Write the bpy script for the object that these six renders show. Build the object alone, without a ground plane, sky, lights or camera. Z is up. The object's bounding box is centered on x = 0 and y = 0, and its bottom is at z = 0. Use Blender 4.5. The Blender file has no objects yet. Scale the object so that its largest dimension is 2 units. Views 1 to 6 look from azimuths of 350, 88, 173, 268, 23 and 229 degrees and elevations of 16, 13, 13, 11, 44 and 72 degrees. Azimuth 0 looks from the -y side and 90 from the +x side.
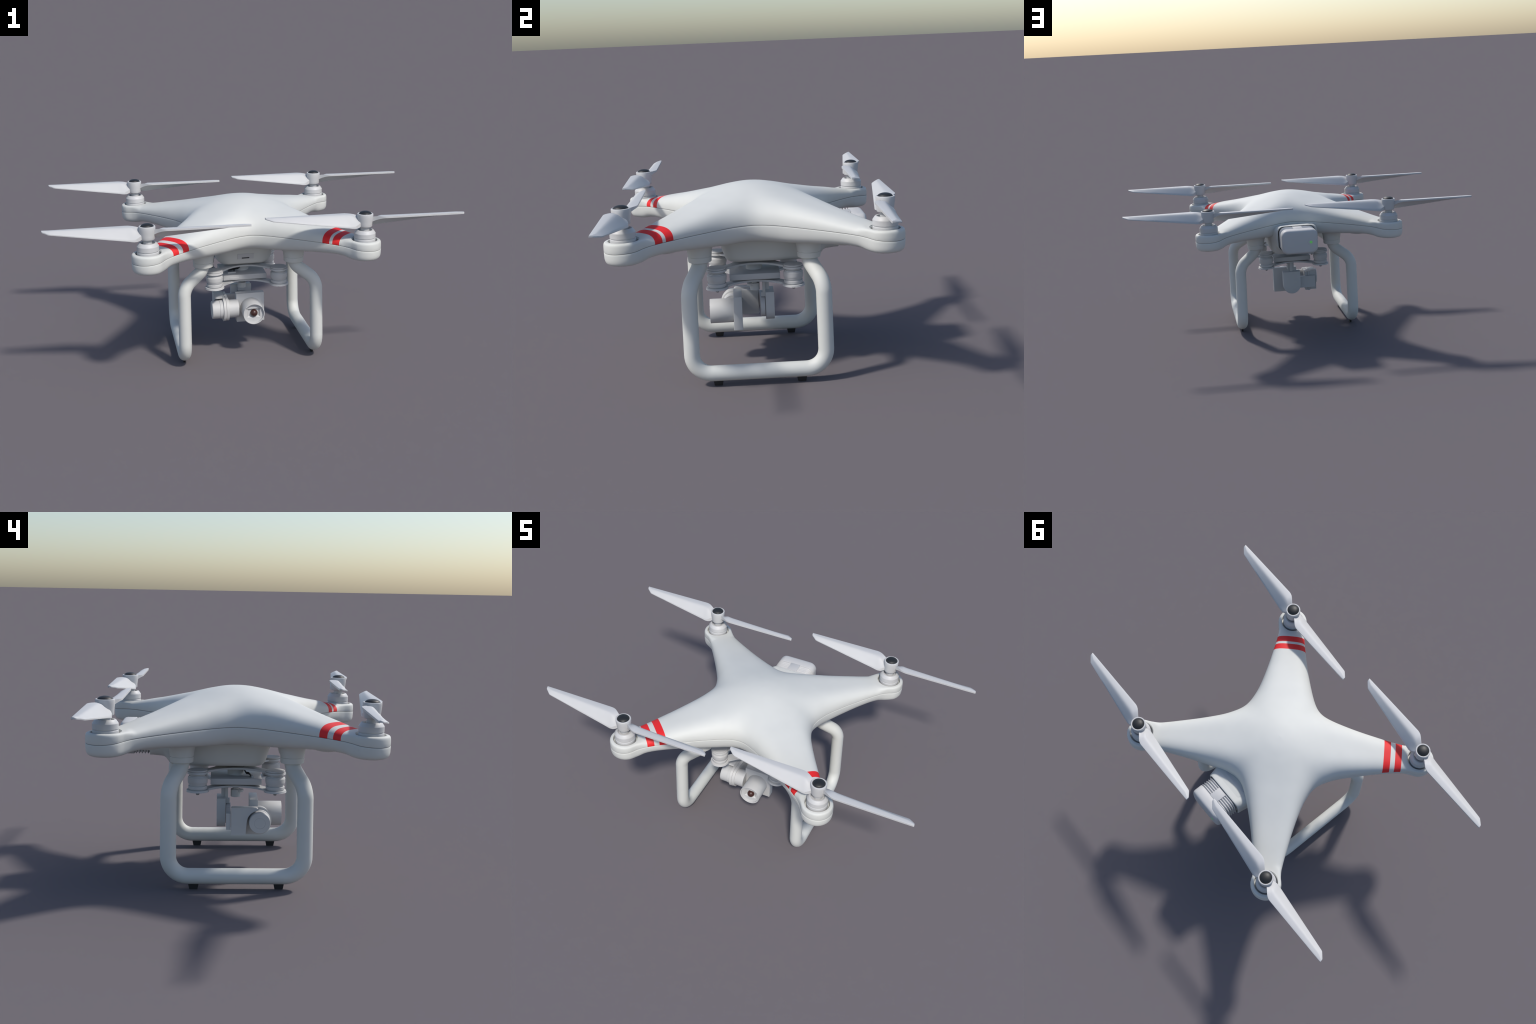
"""White four-rotor camera drone, built part by part.
Frame: metres, z up, camera looks towards -y, motors on the diagonals."""
import bpy, bmesh, math
from mathutils import Vector, Matrix

SQ = math.sqrt(0.5)
MOTOR = 0.5206                      # |x| and |y| of each motor axis
POD = MOTOR / SQ                    # distance of a motor axis from the centre
POD_R = 0.0785
CORNERS = [(-1, -1), (1, -1), (1, 1), (-1, 1)]


# ------------------------------------------------------------------ utilities
def interp(table, x):
    """Monotone cubic interpolation through a small table of (x, y)."""
    n = len(table)
    if x <= table[0][0]:
        return table[0][1]
    if x >= table[-1][0]:
        return table[-1][1]
    d = [(table[i + 1][1] - table[i][1]) / (table[i + 1][0] - table[i][0]) for i in range(n - 1)]

    def slope(i):
        if i == 0:
            return d[0]
        if i == n - 1:
            return d[-1]
        if d[i - 1] * d[i] <= 0:
            return 0.0
        return 2 * d[i - 1] * d[i] / (d[i - 1] + d[i])
    for i in range(n - 1):
        x0, y0 = table[i]
        x1, y1 = table[i + 1]
        if x <= x1:
            h = x1 - x0
            t = (x - x0) / h
            m0, m1 = slope(i) * h, slope(i + 1) * h
            return ((2 * t**3 - 3 * t**2 + 1) * y0 + (t**3 - 2 * t**2 + t) * m0
                    + (-2 * t**3 + 3 * t**2) * y1 + (t**3 - t**2) * m1)


def smooth(a, b, x):
    t = min(1.0, max(0.0, (x - a) / (b - a)))
    return t * t * (3 - 2 * t)


def lerp(a, b, t):
    return a + (b - a) * t


def finish(bm, name, mat, angle=40, bevel=0.0, segments=2, weld=1e-5):
    bmesh.ops.remove_doubles(bm, verts=bm.verts, dist=weld)
    if bevel:
        edges = [e for e in bm.edges if len(e.link_faces) == 2
                 and e.calc_face_angle(0) > math.radians(35)]
        bmesh.ops.bevel(bm, geom=edges, offset=bevel, segments=segments,
                        profile=0.5, affect='EDGES', clamp_overlap=True)
    bmesh.ops.dissolve_degenerate(bm, edges=bm.edges, dist=1e-6)
    bmesh.ops.recalc_face_normals(bm, faces=bm.faces)
    me = bpy.data.meshes.new(name)
    bm.to_mesh(me)
    bm.free()
    for p in me.polygons:
        p.use_smooth = True
    me.set_sharp_from_angle(angle=math.radians(angle))
    me.materials.append(mat)
    return me


def add(name, mesh, parent, loc=(0, 0, 0), rot=0.0):
    ob = bpy.data.objects.new(name, mesh)
    bpy.context.scene.collection.objects.link(ob)
    ob.parent = parent
    ob.location = loc
    ob.rotation_euler = (0, 0, rot)
    return ob


def grid_faces(bm, rings, closed=True):
    """Quads between successive rings of vertices."""
    for a, b in zip(rings, rings[1:]):
        n = len(a)
        for i in range(n if closed else n - 1):
            j = (i + 1) % n
            q = []
            for v in (a[i], a[j], b[j], b[i]):
                if v not in q:
                    q.append(v)
            if len(q) > 2:
                try:
                    bm.faces.new(q)
                except ValueError:
                    pass


def lathe(profile, n=64, axis='z'):
    """Surface of revolution of (radius, height) points."""
    bm = bmesh.new()
    rings = []
    for r, h in profile:
        if r < 1e-6:
            v = bm.verts.new((0, 0, h))
            rings.append([v] * n)
        else:
            rings.append([bm.verts.new((r * math.cos(2 * math.pi * i / n),
                                        r * math.sin(2 * math.pi * i / n), h)) for i in range(n)])
    grid_faces(bm, rings)
    if profile[0][0] > 1e-6:
        bm.faces.new(list(reversed(rings[0])))
    if profile[-1][0] > 1e-6:
        bm.faces.new(rings[-1])
    if axis == 'x':
        bmesh.ops.rotate(bm, verts=bm.verts, matrix=Matrix.Rotation(math.pi / 2, 3, 'Y'))
    if axis == '-y':
        bmesh.ops.rotate(bm, verts=bm.verts, matrix=Matrix.Rotation(math.pi / 2, 3, 'X'))
    return bm


def box(x0, x1, y0, y1, z0, z1):
    bm = bmesh.new()
    bmesh.ops.create_cube(bm, size=1)
    for v in bm.verts:
        v.co = Vector((lerp(x0, x1, v.co.x + .5), lerp(y0, y1, v.co.y + .5), lerp(z0, z1, v.co.z + .5)))
    return bm


def prism(outline, lo, hi, axis):
    """Closed 2D outline pushed along an axis: 'z' (x,y), 'x' (y,z), 'y' (x,z)."""
    def put(p, h):
        return {'z': (p[0], p[1], h), 'x': (h, p[0], p[1]), 'y': (p[0], h, p[1])}[axis]
    bm = bmesh.new()
    a = [bm.verts.new(put(p, lo)) for p in outline]
    b = [bm.verts.new(put(p, hi)) for p in outline]
    bm.faces.new(a)
    bm.faces.new(b)
    grid_faces(bm, [a, b])
    return bm


def join(target, *others):
    """Merge bmeshes into the first one."""
    for o in others:
        me = bpy.data.meshes.new('tmp')
        o.to_mesh(me)
        o.free()
        target.from_mesh(me)
        bpy.data.meshes.remove(me)
    return target


def moved(bm, x=0, y=0, z=0):
    bmesh.ops.translate(bm, verts=bm.verts, vec=(x, y, z))
    return bm


def sweep(path, radius, n=28, across=None):
    """Tube along a list of points. Round, or oval when `across` gives its half width along x."""
    pts = [Vector(p) for p in path]
    bm = bmesh.new()
    rings = []
    tan = (pts[1] - pts[0]).normalized()
    nor = tan.orthogonal().normalized()
    for i, p in enumerate(pts):
        t = ((pts[min(i + 1, len(pts) - 1)] - pts[max(i - 1, 0)])).normalized()
        if across:
            ex = Vector((1, 0, 0))
            nor = (ex - t * ex.dot(t)).normalized()
        else:
            nor = (tan.rotation_difference(t) @ nor).normalized()
        tan = t
        bi = t.cross(nor)
        rings.append([bm.verts.new(p + (across or radius) * math.cos(2 * math.pi * k / n) * nor
                                   + radius * math.sin(2 * math.pi * k / n) * bi) for k in range(n)])
    grid_faces(bm, rings)
    bm.faces.new(list(reversed(rings[0])))
    bm.faces.new(rings[-1])
    return bm


def rounded_path(corners, steps=12):
    """Polyline with its corners replaced by quadratic arcs. corners: (point, cut length)."""
    out = []
    for i, (p, cut) in enumerate(corners):
        p = Vector(p)
        if i in (0, len(corners) - 1) or cut == 0:
            out.append(p)
            continue
        a = Vector(corners[i - 1][0])
        b = Vector(corners[i + 1][0])
        p0 = p + (a - p).normalized() * cut
        p1 = p + (b - p).normalized() * cut
        for k in range(steps + 1):
            t = k / steps
            # blend of a quadratic and a cubic Bezier: close to a circular arc
            c0, c1 = p0.lerp(p, 0.56), p1.lerp(p, 0.56)
            out.append(p0 * (1 - t)**3 + c0 * 3 * t * (1 - t)**2 + c1 * 3 * t * t * (1 - t) + p1 * t**3)
    return out


# ------------------------------------------------------------------ materials
def plastic(name, color, rough, spec=0.5, grain=0.012, coat=0.0):
    """Moulded plastic: flat colour with a trace of mottling in colour and gloss."""
    m = bpy.data.materials.new(name)
    m.use_nodes = True
    nt = m.node_tree
    b = nt.nodes['Principled BSDF']
    tc = nt.nodes.new('ShaderNodeTexCoord')
    no = nt.nodes.new('ShaderNodeTexNoise')
    no.inputs['Scale'].default_value = 14
    no.inputs['Detail'].default_value = 5
    nt.links.new(tc.outputs['Object'], no.inputs['Vector'])
    ramp = nt.nodes.new('ShaderNodeValToRGB')
    ramp.color_ramp.elements[0].position = .3
    ramp.color_ramp.elements[1].position = .7
    ramp.color_ramp.elements[0].color = (*[c * (1 - grain) for c in color], 1)
    ramp.color_ramp.elements[1].color = (*[min(1, c * (1 + grain)) for c in color], 1)
    nt.links.new(no.outputs['Fac'], ramp.inputs['Fac'])
    nt.links.new(ramp.outputs['Color'], b.inputs['Base Color'])
    b.inputs['Roughness'].default_value = rough
    b.inputs['Specular IOR Level'].default_value = spec
    b.inputs['Coat Weight'].default_value = coat
    m['color_socket'] = 'ramp'
    return m


def striped(name, base, red, bands):
    """Body plastic with painted bands across the two front arms."""
    m = plastic(name, base, 0.62)
    nt = m.node_tree
    b = nt.nodes['Principled BSDF']
    ramp = next(n for n in nt.nodes if n.type == 'VALTORGB')
    tc = next(n for n in nt.nodes if n.type == 'TEX_COORD')

    def math_node(op, a, bb):
        n = nt.nodes.new('ShaderNodeMath')
        n.operation = op
        for i, v in enumerate((a, bb)):
            if v is None:
                continue
            if isinstance(v, float):
                n.inputs[i].default_value = v
            else:
                nt.links.new(v, n.inputs[i])
        return n.outputs[0]
    sep = nt.nodes.new('ShaderNodeSeparateXYZ')
    nt.links.new(tc.outputs['Object'], sep.inputs[0])
    ax = math_node('ABSOLUTE', sep.outputs['X'], None)
    s = math_node('MULTIPLY', math_node('SUBTRACT', ax, sep.outputs['Y']), SQ)
    mask = None
    for side, pairs in bands.items():
        here = math_node('GREATER_THAN' if side > 0 else 'LESS_THAN', sep.outputs['X'], 0.0)
        for lo, hi in pairs:
            k = math_node('MULTIPLY', math_node('GREATER_THAN', s, lo), math_node('LESS_THAN', s, hi))
            k = math_node('MULTIPLY', k, here)
            mask = k if mask is None else math_node('ADD', mask, k)
    mask = math_node('MULTIPLY', mask, math_node('LESS_THAN', sep.outputs['Y'], 0.0))
    mix = nt.nodes.new('ShaderNodeMix')
    mix.data_type = 'RGBA'
    nt.links.new(mask, mix.inputs['Factor'])
    nt.links.new(ramp.outputs['Color'], mix.inputs['A'])
    mix.inputs['B'].default_value = (*red, 1)
    nt.links.new(mix.outputs['Result'], b.inputs['Base Color'])
    return m


WHITE = (0.584, 0.590, 0.562)
M_BODY = plastic('shell_white', WHITE, 0.62)
M_TOP = striped('shell_white_red_bands', WHITE, (0.70, 0.014, 0.016), {-1: [(0.547, 0.583), (0.608, 0.643)], 1: [(0.552, 0.587), (0.602, 0.637)]})
M_PROP = plastic('propeller_white', (0.505, 0.505, 0.505), 0.55)
M_MOTOR = plastic('motor_white', (0.505, 0.505, 0.505), 0.5)
M_GIMBAL = plastic('gimbal_grey', (0.505, 0.505, 0.505), 0.55)
M_BATTERY = plastic('battery_white', (0.505, 0.505, 0.505), 0.55)
M_BLACK = plastic('black_rubber', (0.012, 0.012, 0.013), 0.6)
M_CAP = plastic('cap_black', (0.013, 0.014, 0.015), 0.5)
M_DARK = plastic('dark_recess', (0.02, 0.02, 0.021), 0.7)
M_LENS = plastic('lens_maroon', (0.050, 0.017, 0.014), 0.38)
M_GREEN = plastic('status_green', (0.25, 0.70, 0.20), 0.4)      # a lit indicator
M_GREEN.node_tree.nodes['Principled BSDF'].inputs['Emission Color'].default_value = (0.12, 0.70, 0.10, 1)
M_GREEN.node_tree.nodes['Principled BSDF'].inputs['Emission Strength'].default_value = 0.10
M_SCREW = plastic('screw_grey', (0.25, 0.25, 0.25), 0.45)

# ------------------------------------------------------------------ root
root = bpy.data.objects.new('quadcopter_drone', None)
bpy.context.scene.collection.objects.link(root)
root['label'] = 'white quadcopter drone with red stripes and gimbal camera'
root['category'] = 'drone'

# ------------------------------------------------------------------ body shells
# One arm in its own frame: s runs outwards along the diagonal, t across it.
WAIST = 0.287 * SQ
HALF_WIDTH = [(WAIST, WAIST), (.2073, .1988), (.2134, .1936), (.2232, .1862), (.2356, .1786), (.25, .1710),
              (.275, .1600), (.30, .1505), (.35, .1350), (.40, .1218),
              (.45, .1100), (.50, .0995), (.55, .0898), (.60, .0805), (.64, .0743), (.67, .0712),
              (.70, .0723), (.72, .0762), (POD, POD_R)]
SEAM_Z = [(WAIST, .6845), (.25, .6838), (.35, .680), (.45, .676), (.55, .672), (.64, .6675), (.70, .663),
          (POD, .660), (POD + POD_R, .654)]
RIDGE_Z = [(0, .832), (.05, .8290), (.12, .8165), (.186, .8005), (.25, .7850), (.30, .7745), (.36, .7615), (.45, .743),
           (.53, .7283), (.60, .7140), (.65, .705), (.69, .699), (POD, .697)]
BELLY_Z = [(0, .600), (.30, .601), (.42, .607), (.52, .611), (.60, .6135), (.65, .610), (.70, .603), (POD, .602)]


def arm_outline():
    """Half of an arm's edge, from the waist to the tip of the motor pod: (s, t, spine s)."""
    pts = []
    n1, n2 = 64, 26
    for i in range(n1):
        a = i / n1
        s = lerp(WAIST, POD, a ** 1.15)
        t = interp(HALF_WIDTH, s)
        k = (s - WAIST) / (.52 - WAIST)
        if k < 1:                               # Hermite ramp: the spine starts at the centre
            spine = .52 * (3 * k * k - 2 * k**3) + .30 * (k**3 - k * k)
            spine = max(0.0, spine)
        else:
            spine = s
        pts.append((s, t, spine))
    for i in range(n2 + 1):
        a = math.pi / 2 * (1 - i / n2)
        pts.append((POD + POD_R * math.cos(a), POD_R * math.sin(a), POD))
    return pts


def outline():
    """Whole edge, counter-clockwise: (edge xy, spine xy, s, spine s)."""
    half = arm_outline()
    loop = []
    for k in range(4):
        ang = math.pi / 4 + k * math.pi / 2
        c, s_ = math.cos(ang), math.sin(ang)
        seq = [(s, -t, q) for s, t, q in half] + [(s, t, q) for s, t, q in reversed(half[1:-1])]
        for s, t, q in seq:
            edge = Vector((c * s - s_ * t, s_ * s + c * t))
            near = 1 - smooth(WAIST, .34, s)        # the waist is a little wider than it is long
            if abs(edge.x) > abs(edge.y):
                edge.x *= 1 + .016 * near
            else:
                edge.y *= 1 - .014 * near
            loop.append((edge, Vector((c * q, s_ * q)), s, q))
    return loop


def shell(upper):
    loop = outline()
    n = 44
    bm = bmesh.new()
    rings = []
    for k in range(n + 1):
        lam = 1 - (1 - k / n) ** 2.2
        ring = []
        for edge, spine, s, q in loop:
            zs = interp(SEAM_Z, s)
            podness = smooth(.64, POD - .02, s)
            xy = spine.lerp(edge, lam)
            if upper:                      # a dome over the centre runs out along the arms; the rim rolls off
                p = lerp(lerp(6.2, 3.1, smooth(.25, .54, s)), 16, podness)
                e = lerp(lerp(2.1, 2.5, smooth(.30, .52, s)), 5.5, podness)
                z0, z1 = interp(RIDGE_Z, xy.length), zs + .0024
            else:
                p = lerp(lerp(10.5, 4.5, smooth(.3, .55, s)), 7.0, podness)
                e = lerp(2.4, 3.4, podness)
                z0, z1 = interp(BELLY_Z, xy.length), zs - .0024
            f = max(0.0, 1 - lam ** p) ** (1 / e)
            z = z1 + (z0 - z1) * f
            ring.append(bm.verts.new((xy.x, xy.y, z)))
        rings.append(ring)
    # parting line: a small rounded lip, a narrow groove and a closing floor
    sgn = 1 if upper else -1
    for inset, gap in ((.0004, .0014), (.0014, .0007), (.010, .0006)):
        ring = []
        for edge, spine, s, q in loop:
            d = (spine - edge).normalized()
            xy = edge + d * inset
            ring.append(bm.verts.new((xy.x, xy.y, interp(SEAM_Z, s) + sgn * gap)))
        rings.append(ring)
    rings.append([bm.verts.new((sp.x, sp.y, interp(SEAM_Z, s) + sgn * .0007)) for _, sp, s, _ in loop])
    grid_faces(bm, rings)
    return bm


def cut(ob, cutters):
    for c in cutters:
        mod = ob.modifiers.new('cut', 'BOOLEAN')
        mod.operation = 'DIFFERENCE'
        mod.solver = 'EXACT'
        mod.object = c
    dg = bpy.context.evaluated_depsgraph_get()
    me = bpy.data.meshes.new_from_object(ob.evaluated_get(dg))
    ob.modifiers.clear()
    old = ob.data
    ob.data = me
    name = old.name
    bpy.data.meshes.remove(old)
    me.name = name
    for c in cutters:
        m = c.data
        bpy.data.objects.remove(c)
        bpy.data.meshes.remove(m)


upper = add('upper_shell', finish(shell(True), 'upper_shell', M_TOP, 32, weld=2e-6), root)
lower = add('lower_shell', finish(shell(False), 'lower_shell', M_BODY, 32, weld=2e-6), root)

# round wells in the pods for the motors
well_profile = [(0, .674), (.0585, .674), (.0595, .6755), (.0595, .6935), (.0605, .6962), (.064, .6985), (.064, .72), (0, .72)]
cutters = [add('well', finish(lathe(well_profile, 72), 'well', M_BODY, 30), None,
               (sx * MOTOR, sy * MOTOR, 0)) for sx, sy in CORNERS]
bpy.context.view_layer.update()
cut(upper, cutters)
upper.data.set_sharp_from_angle(angle=math.radians(32))

# low light domes under each arm
dome = lathe([(0, -.0125)] + [(.034 * math.sin(a), -.0125 * math.cos(a)) for a in
                              [math.pi / 2 * i / 10 for i in range(1, 11)]], 40)
bmesh.ops.scale(dome, vec=(1.75, 1, 1), verts=dome.verts)
dome_me = finish(dome, 'light_dome', M_BODY, 40)
for sx, sy in CORNERS:
    add('light_dome', dome_me, root, (sx * .505 * SQ, sy * .505 * SQ, .6115), math.atan2(sy, sx))


# ------------------------------------------------------------------ belly hull with battery bay
def rounded_section(a_top, a_bot, z0, z1, r, per=9):
    """Rounded trapezoid in the xz plane, list of (x, z)."""
    cs = [(a_bot, z0), (a_top, z1), (-a_top, z1), (-a_bot, z0)]
    out = []
    for i, p in enumerate(cs):
        p = Vector(p)
        a, b = Vector(cs[i - 1]), Vector(cs[(i + 1) % 4])
        p0 = p + (a - p).normalized() * r
        p1 = p + (b - p).normalized() * r
        for k in range(per):
            t = k / (per - 1)
            c0, c1 = p0.lerp(p, .55), p1.lerp(p, .55)
            q = p0 * (1 - t)**3 + c0 * 3 * t * (1 - t)**2 + c1 * 3 * t * t * (1 - t) + p1 * t**3
            out.append((q.x, q.y))
    return out


HULL_TOP = [(.10, .170), (.20, .164), (.26, .154), (.30, .148), (.335, .136), (.380, .1210)]
HULL_BOTTOM = [(.10, .140), (.22, .137), (.26, .132), (.30, .125), (.335, .120), (.380, .1165)]
BAY_FLOOR = [(.24, .488), (.272, .489), (.290, .496), (.300, .507), (.309, .519), (.320, .5250), (.345, .5275), (.380, .5300)]
BAY_ROOF = [(0, .650), (.16, .655), (.26, .664), (.32, .672), (.36, .6772), (.380, .6788)]


def hull():
    bm = bmesh.new()
    rings = []
    y0, y1 = -.141, .378

    def ring(y, a_top, a_bot, zb, zt, r):
        tilt = -.28 * (1 - smooth(y0, .10, y))
        return [bm.verts.new((x, y + tilt * (z - .54), z)) for x, z in rounded_section(a_top, a_bot, zb, zt, r)]
    front, n = 18, 56                       # the nose is rounded like a quarter oval, then the sides run back
    for i in range(front + n + 1):
        if i < front:
            y = y0 + .090 * (1 - math.cos(math.pi / 2 * i / front))
        else:
            y = lerp(y0 + .090, y1, (i - front) / n)
        u = min(1.0, (y - y0) / .090)
        w = .40 + .60 * (1 - (1 - u) ** 2.8) ** (1 / 2.3)
        a = w * interp(HULL_TOP, y)
        lift = .012 * (1 - min(1, (y - y0) / .03)) ** 2.5
        r = min(lerp(.030, .042, smooth(.2, .36, y)), .45 * a)
        rings.append(ring(y, a, w * interp(HULL_BOTTOM, y), interp(BAY_FLOOR, y) + lift, interp(BAY_ROOF, y), r))
    # rim of the battery bay and its inner walls
    rings.append(ring(y1 + .002, .1195, .1150, .5315, .6780, .041))
    rings.append(ring(y1 + .0015, .1120, .1095,   .5282, .6762, .038))
    rings.append(ring(y1 - .050, .1115, .1090, .5285, .6758, .038))
    grid_faces(bm, rings)
    bm.faces.new(rings[0])
    bm.faces.new(rings[-1])
    return bm


add('belly_hull', finish(hull(), 'belly_hull', M_BODY, 38), root)

# port cover on the front of the hull, with its slot
port = prism([(-.043, .523), (.043, .523), (.043, .552), (-.043, .552)], -.0006, .004, 'y')
for v in port.verts:
    v.co.y += -.1425 - .28 * (v.co.z - .54)
port_ob = add('port_cover', finish(port, 'port_cover', M_GIMBAL, 30), root)
slot = prism([(-.0185, .5260), (.0185, .5260), (.0205, .5288), (.0185, .5316), (-.0185, .5316), (-.0205, .5288)], -.0016, .004, 'y')
for v in slot.verts:
    v.co.y += -.1425 - .28 * (v.co.z - .54)
add('card_slot', finish(slot, 'card_slot', M_DARK, 30), port_ob)


# ------------------------------------------------------------------ battery
def battery():
    bm = bmesh.new()
    rings = []

    def ring(y, inset):
        return [bm.verts.new((x, y, z)) for x, z in
                rounded_section(.1065 - inset, .1050 - inset, .5325 + inset, .6745 - inset, .036)]
    rings.append(ring(.30, .004))
    y = .382
    rings.append(ring(y, .004))
    pitch, depth = .0130, .0085
    for i in range(5):                     # grip ribs
        for f, d in ((.0, depth), (.42, .0006), (.52, .0), (.62, .0006), (.98, depth)):
            rings.append(ring(y + pitch * (i + f), d))
    y += 5 * pitch
    for dy, d in ((.0, .0035), (.001, .0012), (.003, .0), (.044, .0), (.052, .0014), (.0575, .0046), (.0615, .0095), (.063, .015)):
        rings.append(ring(y + dy, d))
    grid_faces(bm, rings)
    bm.faces.new(rings[0])
    bm.faces.new(rings[-1])
    return bm


batt = add('battery', finish(battery(), 'battery', M_BATTERY, 50), root)
add('battery_latch', finish(box(-.027, .027, .388, .449, .66, .6758), 'battery_latch', M_BATTERY, 30, .0015), batt)
FACE_Y = .382 + 5 * .0130 + .063
add('status_ring', finish(moved(lathe([(0, -.004), (.0195, -.004), (.0195, .0004), (.0187, .0010), (0, .0010)], 40, '-y'),
                                -.063, FACE_Y, .601), 'status_ring', M_BATTERY, 30), batt)
# the lathe above points to -y: mirror the button through the rear face
for ob in [o for o in root.children_recursive if o.name == 'status_ring']:
    for v in ob.data.vertices:
        v.co.y = 2 * FACE_Y - v.co.y
    ob.data.flip_normals()
add('status_light', finish(moved(lathe([(0, -.002), (.0085, -.002), (.0082, .0022), (0, .0030)], 32, 'z'), 0, 0, 0),
                           'status_light', M_GREEN, 30), batt, (-.063, FACE_Y, .601)).rotation_euler = (-math.pi / 2, 0, 0)

# ------------------------------------------------------------------ landing gear
socket_me = finish(lathe([(0, .5270), (.0465, .5270), (.0495, .5285), (.0505, .5320), (.0512, .5510), (.0496, .5522), (.0496, .5530),
                          (.0514, .5542), (.0525, .565), (.0545, .580), (.0580, .593), (.0650, .603), (.078, .612), (.078, .62)], 56),
                   'leg_socket', M_BODY, 28)
foot_me = finish(prism([(-.0165, 0), (.0165, 0), (.0205, .020), (.0205, .034), (-.0205, .034), (-.0205, .020)], -.0048, .0048, 'x'),
                 'rubber_foot', M_BLACK, 30, .0012)
for sx in (-1, 1):
    def P(x, y, z):
        return (sx * x, y, z)
    path = rounded_path([(P(.232, -.235, .575), 0), (P(.2335, -.2350, .510), .030), (P(.3374, -.2855, .4335), .042),
                         (P(.3420, -.2893, .0560), .088),
                         (P(.3420, .2893, .0560), .088), (P(.3374, .2855, .4335), .042), (P(.2335, .2350, .510), .030),
                         (P(.232, .235, .575), 0)], 14)
    leg = add('landing_leg', finish(sweep(path, .0340, 36, across=.0322), 'landing_leg', M_BODY, 60), root)
    for sy in (-1, 1):
        add('rubber_foot', foot_me, leg, (sx * .3408, sy * .181, 0))
        add('leg_socket', socket_me, leg, (sx * .2325, sy * .2352, 0))

# ------------------------------------------------------------------ motors and propellers
motor_me = finish(lathe([(.046, .668), (.0505, .672), (.0515, .680), (.0518, .699), (.0512, .7040), (.0500, .7056), (.0488, .7060), (.0488, .7082),
                         (.0508, .7086), (.0515, .7100), (.0515, .7308), (.0508, .7324), (.0420, .7448), (.0402, .7463),
                         (.0350, .7463), (.0338, .7455), (.0315, .7350), (.0212, .7350), (.0210, .7680)], 72), 'motor', M_MOTOR, 22)
hub_me = finish(lathe([(.0300, .7620), (.0330, .7632), (.0345, .7665), (.0350, .7800), (.0366, .7930), (.0378, .8030), (.0384, .8130),
                       (.0386, .8210), (.0380, .8245), (.0362, .8258), (.0328, .8258), (.0312, .8248), (.0306, .8200), (0, .8200)], 64),
                'propeller', M_PROP, 32)
cap_me = finish(lathe([(.0304, .8190), (.0304, .8236)] + [(.0303 * math.cos(a), .8240 + .0135 * math.sin(a))
                                                         for a in [math.pi / 2 * i / 9 for i in range(10)]], 48), 'hub_cap', M_CAP, 40)

# stations along a blade: distance from the axis, front edge (y, z), rear edge (y, z)
BLADE = [(.026, -.020, .786, .018, .808), (.036, -.0265, .781, .0235, .8135), (.048, -.0310, .7745, .0320, .8165),
         (.062, -.0325, .7690, .0425, .8178), (.074, -.0315, .7665, .0505, .8180), (.086, -.0300, .7672, .0550, .8182),
         (.098, -.0285, .7685, .0568, .8182), (.14, -.0232, .7732, .0568, .8180), (.20, -.0157, .7798, .0568, .8177),
         (.27, -.0070, .7876, .0567, .8174), (.34, .0018, .7954, .0566, .8170), (.40, .0093, .8020, .0565, .8167),
         (.438, .0140, .8063, .0564, .8166), (.446, .0160, .8072, .0563, .8166), (.460, .0270, .8108, .0562, .8166),
         (.4735, .0378, .8135, .0561, .8166), (.4768, .0430, .8148, .0560, .8166), (.4785, .0525, .8160, .0558, .8166)]


def blade():
    bm = bmesh.new()
    rings = []
    m = 14
    for i, (d, y0, z0, y1, z1) in enumerate(BLADE):
        flat = smooth(.030, .075, d)         # the high half of the chord lies flat, the low half slopes down
        root = lerp(.015, 0, smooth(.026, .085, d))
        topside, under = [], []
        for k in range(m + 1):
            t = k / m
            u = .50 - t
            drop = (u + math.sqrt(u * u + .012)) / 2 / .505
            z = lerp(lerp(z0, z1, t), z1 - (z1 - z0) * drop + .0015 * (1 - abs(2 * t - 1)), flat)
            thick = lerp(.0055, .0092, t ** 1.5) + root
            soft = .0006 if k in (0, m) else 0.0
            y = lerp(y0, y1, t)
            z += .001
            topside.append(bm.verts.new((-d, y, z - soft)))
            under.append(bm.verts.new((-d, y, z - thick + soft)))
        rings.append(topside + under[::-1])
    grid_faces(bm, rings)
    bm.faces.new(rings[0])
    bm.faces.new(rings[-1])
    return bm


blade_me = finish(blade(), 'blade', M_PROP, 42)
for sx, sy in CORNERS:
    at = (sx * MOTOR, sy * MOTOR, 0)
    add('motor', motor_me, root, at)
    prop = add('propeller', hub_me, root, at)
    add('hub_cap', cap_me, prop)
    add('blade', blade_me, prop)
    add('blade', blade_me, prop, rot=math.pi)

# ------------------------------------------------------------------ gimbal suspension
DAMP = .1685


def plate_outline(disc_r, waist, neck):
    """Four-armed plate: concave edges between round ends."""
    half = [(waist, waist), (waist + .015, waist - .0135), (waist + .03, waist - .0225), (waist + .055, neck + .0055), (.150, neck), (.178, neck)]
    c = DAMP / SQ
    a0 = math.asin(neck / disc_r)
    half += [(c - disc_r * math.cos(a0 + (math.pi - a0) * i / 16), disc_r * math.sin(a0 + (math.pi - a0) * i / 16)) for i in range(17)]
    pts = []
    for k in range(4):
        ang = math.pi / 4 + k * math.pi / 2
        cc, ss = math.cos(ang), math.sin(ang)
        seq = [(s, -t) for s, t in half] + [(s, t) for s, t in reversed(half[1:-1])]
        pts += [(cc * s - ss * t, ss * s + cc * t) for s, t in seq]
    return pts


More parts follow.
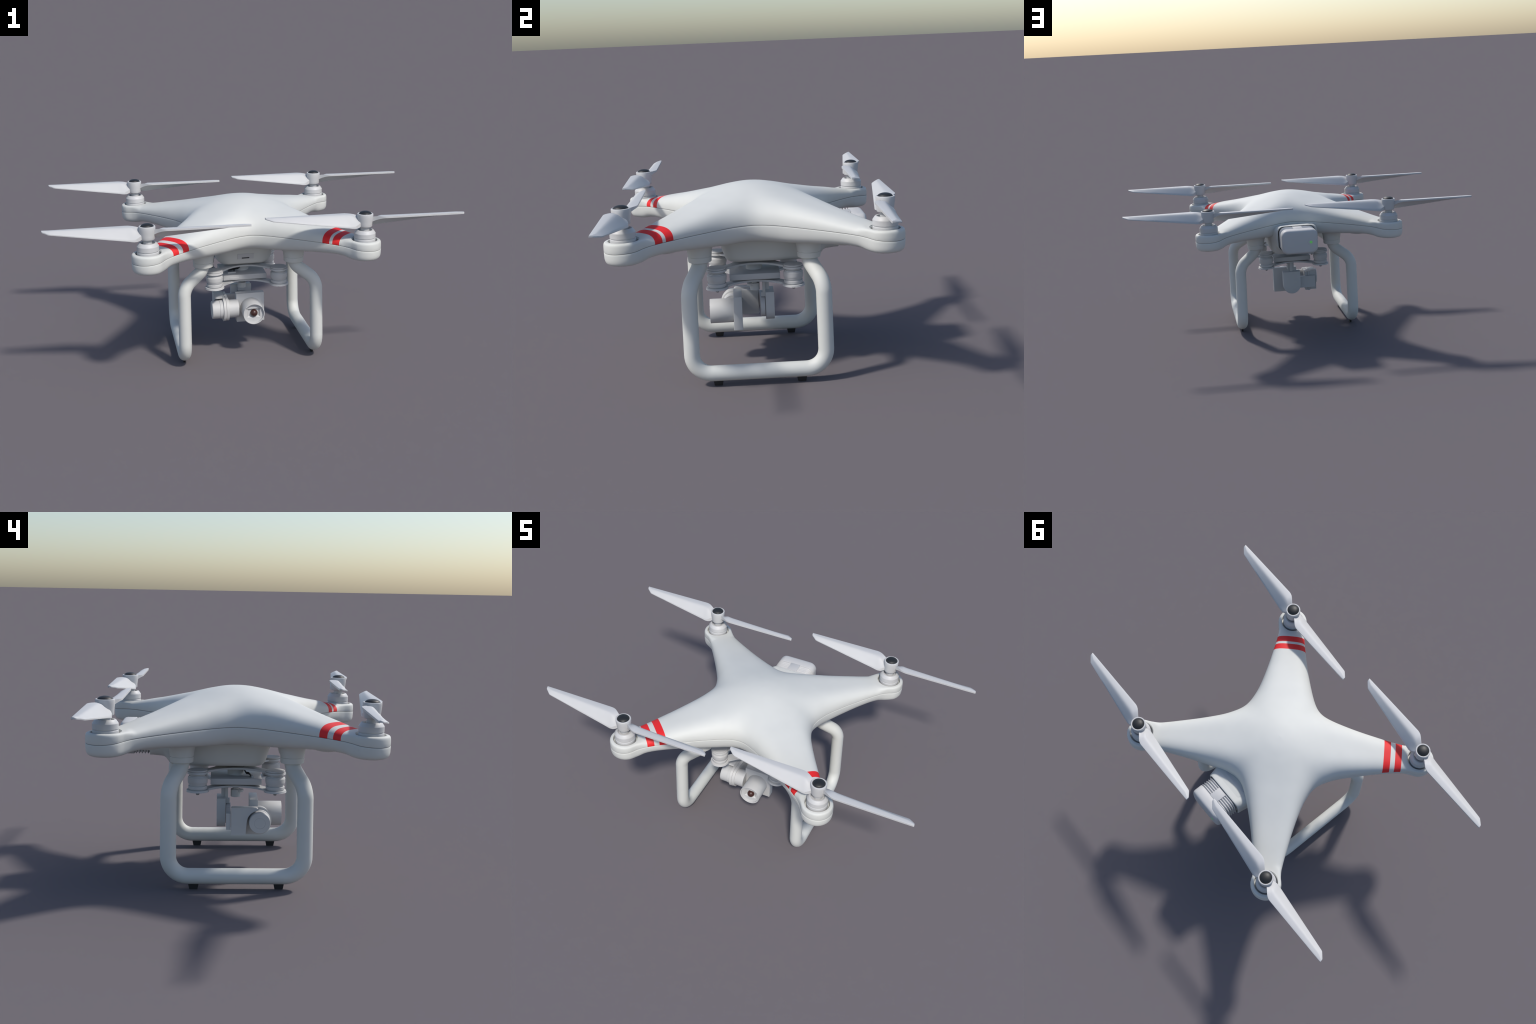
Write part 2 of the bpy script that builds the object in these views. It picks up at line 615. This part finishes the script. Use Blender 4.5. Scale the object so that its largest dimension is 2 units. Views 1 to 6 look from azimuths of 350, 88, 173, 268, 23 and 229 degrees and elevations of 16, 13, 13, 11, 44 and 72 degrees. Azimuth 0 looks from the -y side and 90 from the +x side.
add('gimbal_plate', finish(prism(plate_outline(.0485, .0605, .0220), .386, .3945, 'z'), 'gimbal_plate', M_GIMBAL, 35, .0012), root)
add('gimbal_plate', finish(prism(plate_outline(.0445, .0590, .0215), .4660, .4740, 'z'), 'gimbal_plate', M_GIMBAL, 35, .0012), root)
damper_me = finish(lathe([(.030, .390), (.0365, .3950), (.0365, .3980), (.0405, .3984), (.0413, .4000), (.0413, .4105), (.0402, .4118),
                          (.0362, .4122), (.0362, .4165), (.0395, .4170), (.0405, .4225), (.0413, .4230), (.0430, .4270), (.0436, .4330),
                          (.0436, .4458), (.0426, .4470), (.0426, .4495), (.0412, .4512), (.0385, .4516), (.0372, .4555), (.0335, .4560),
                          (.0335, .4620), (.0385, .4626), (.0385, .4750), (.0414, .4754), (.0420, .4768), (.0420, .4800), (.0410, .4818), (0, .4822)], 56),
                   'vibration_damper', M_GIMBAL, 26)
pin_me = finish(lathe([(0, .3685), (.0055, .3692), (.0075, .3720), (.0075, .388), (0, .388)], 20), 'retaining_pin', M_SCREW, 35)
for sx, sy in CORNERS:
    d = add('vibration_damper', damper_me, root, (sx * DAMP, sy * DAMP, 0))
    add('retaining_pin', pin_me, d)

ebox = add('electronics_box', finish(box(-.1145, .1145, -.113, .113, .4035, .4305), 'electronics_box', M_GIMBAL, 35, .0018), root)
add('mount_post', finish(lathe([(.0375, .425), (.0375, .489), (0, .489)], 48), 'mount_post', M_GIMBAL, 35), ebox)
add('port_cover', finish(box(-.081, -.033, -.1136, -.11, .4095, .4195), 'port_cover', M_GIMBAL, 30, .0005), ebox)
add('port_cover', finish(box(.045, .098, -.1136, -.11, .4215, .4275), 'port_cover', M_GIMBAL, 30, .0005), ebox)
add('cable_plug', finish(box(-.085, -.043, -.078, -.067, .428, .4375), 'cable_plug', M_GIMBAL, 30, .001), ebox)
for i in range(6):
    x = -.082 + .0068 * i
    w = sweep(rounded_path([((x, -.068, .4345), 0), ((x + .003, -.056, .4480), .009), ((x + .022, -.046, .4420), .009),
                            ((x + .036, -.038, .4550), .009), ((x + .040, -.030, .4860), 0)], 6), .0021, 8)
    add('cable', finish(w, 'cable', M_BLACK, 60), ebox)

# ------------------------------------------------------------------ gimbal arms and camera
add('yaw_motor', finish(join(
    lathe([(0, .3268), (.0200, .3268), (.0222, .3285), (.0222, .3610), (.0195, .3610), (.0195, .3500), (.0140, .3500), (.0140, .3880)], 40),
    moved(lathe([(.0165, .3490), (.0200, .3495), (.0200, .3595), (.0165, .3600)], 40), 0, -.0155, 0),
    moved(lathe([(.030, .3765), (.0345, .3780), (.0345, .3865)], 40), 0, -.004, 0)), 'yaw_motor', M_GIMBAL, 35), root)
add('gimbal_stem', finish(join(box(-.0065, .0095, .0465, .0648, .322, .388), box(-.017, .020, .0342, .0470, .297, .3875),
                               box(-.0165, .0195, .0268, .0345, .2975, .3165)), 'gimbal_stem', M_GIMBAL, 35), root)

# rear plate with a round lower end
dshape = [(-.051, .3265), (-.051, .2405)] + [(.003 - .054 * math.cos(a), .2405 - .0545 * math.sin(a)) for a in
                                              [math.pi * i / 24 for i in range(1, 24)]] + [(.057, .2405), (.057, .3265)]
add('roll_motor', finish(prism(dshape, .0455, .0850, 'y'), 'roll_motor', M_GIMBAL, 35, .0018), root)
arm_parts = join(
    moved(lathe([(0, -.0440), (.0465, -.0440), (.0480, -.0425), (.0480, -.0235), (.0465, -.022), (0, -.022)], 48, '-y'), .003, 0, .2475),
    box(-.150, -.010, .0225, .0430, .2080, .2815))
add('gimbal_arm', finish(arm_parts, 'gimbal_arm', M_GIMBAL, 35), root)

TY, TZ = -.1048, .2450                      # axis of the tilt motor
ARC = [math.radians(a) for a in range(90, 271, 12)]
side = [(.0195, .1820), (.0195, .3035)] + [(TY + .0535 * math.cos(a), TZ + (.0585 if math.sin(a) > 0 else .0640) * math.sin(a)) for a in ARC]
block = [(.0195, .1875), (.0195, .3080), (-.088, .3080), (-.098, .3020)] + \
        [(TY + .058 * math.cos(math.radians(a)), TZ + .055 * math.sin(math.radians(a))) for a in (75, 60, 45, 30, 15, 0)] + \
        [(-.0435, .215), (-.0415, .1875)]
add('gimbal_bracket', finish(join(
    prism(side, -.1200, -.1060, 'x'),
    prism([((y - TY) * .975 + TY, (z - TZ) * .975 + TZ) for y, z in side], -.1050, -.0905, 'x'),
    box(-.108, -.100, -.12, .01, .19, .29),
    prism(block, -.1590, -.1195, 'x')), 'gimbal_bracket', M_GIMBAL, 35, .0014), root)
add('tilt_motor', finish(moved(join(
    lathe([(0, -.179), (.0235, -.179), (.0238, -.1782), (.0246, -.1782), (.0249, -.179), (.0450, -.179), (.0470, -.1765), (.0476, -.150), (.0476, -.139),
           (.0468, -.1385), (.0468, -.1380), (.0490, -.1375), (.0495, -.130), (.0495, -.1205)], 56, 'x'),
    lathe([(.0475, -.0905), (.0480, -.060), (.0480, -.040)], 56, 'x')), 0, TY, TZ), 'tilt_motor', M_GIMBAL, 35), root)

body = box(-.0470, .1020, -.1045, -.0630, .1665, .3225)
for v in body.verts:                       # the housing narrows a little to its top edge
    if v.co.z > .3:
        v.co.y += .004 if v.co.y < -.09 else 0
cam = add('camera_body', finish(body, 'camera_body', M_GIMBAL, 35, .0022), root)
LX, LZ = .0285, .2425
barrel = lathe([(.0545, .098), (.0555, .102), (.0560, .150), (.0560, .2085), (.0552, .2100), (.0522, .2100), (.0512, .2090), (.0508, .1970), (0, .1970)], 64, '-y')
lens_ob = add('lens_barrel', finish(moved(barrel, LX, 0, LZ), 'lens_barrel', M_GIMBAL, 35), cam)
# square window with sloping sides around the lens
win = bmesh.new()
wr = []
for hw, hh, y in ((.0345, .0245, -.1972), (.0345, .0245, -.1978), (.0285, .0185, -.1912)):
    wr.append([win.verts.new((LX + sx * hw, y, LZ + .002 + sz * hh)) for sx, sz in ((-1, -1), (1, -1), (1, 1), (-1, 1))])
grid_faces(win, wr)
win.faces.new(wr[-1])
WELL = add('well', finish(prism([(LX + sx * .0335, LZ + .002 + sz * .0235) for sx, sz in ((-1, -1), (1, -1), (1, 1), (-1, 1))], -.22, -.188, 'y'),
                          'well', M_GIMBAL, 30), None)
win.free()
for v in WELL.data.vertices:
    if v.co.y > -.2:
        v.co.x = LX + (v.co.x - LX) * .80
        v.co.z = LZ + .002 + (v.co.z - LZ - .002) * .74
    else:
        v.co.x = LX + (v.co.x - LX) * 1.6
        v.co.z = LZ + .002 + (v.co.z - LZ - .002) * 1.7
bpy.context.view_layer.update()
cut(lens_ob, [WELL])
lens_ob.data.set_sharp_from_angle(angle=math.radians(35))
ball = bmesh.new()
bmesh.ops.create_uvsphere(ball, u_segments=32, v_segments=18, radius=.0195)
add('lens', finish(moved(ball, LX + .002, -.1925, LZ + .001), 'lens', M_LENS, 60), cam)
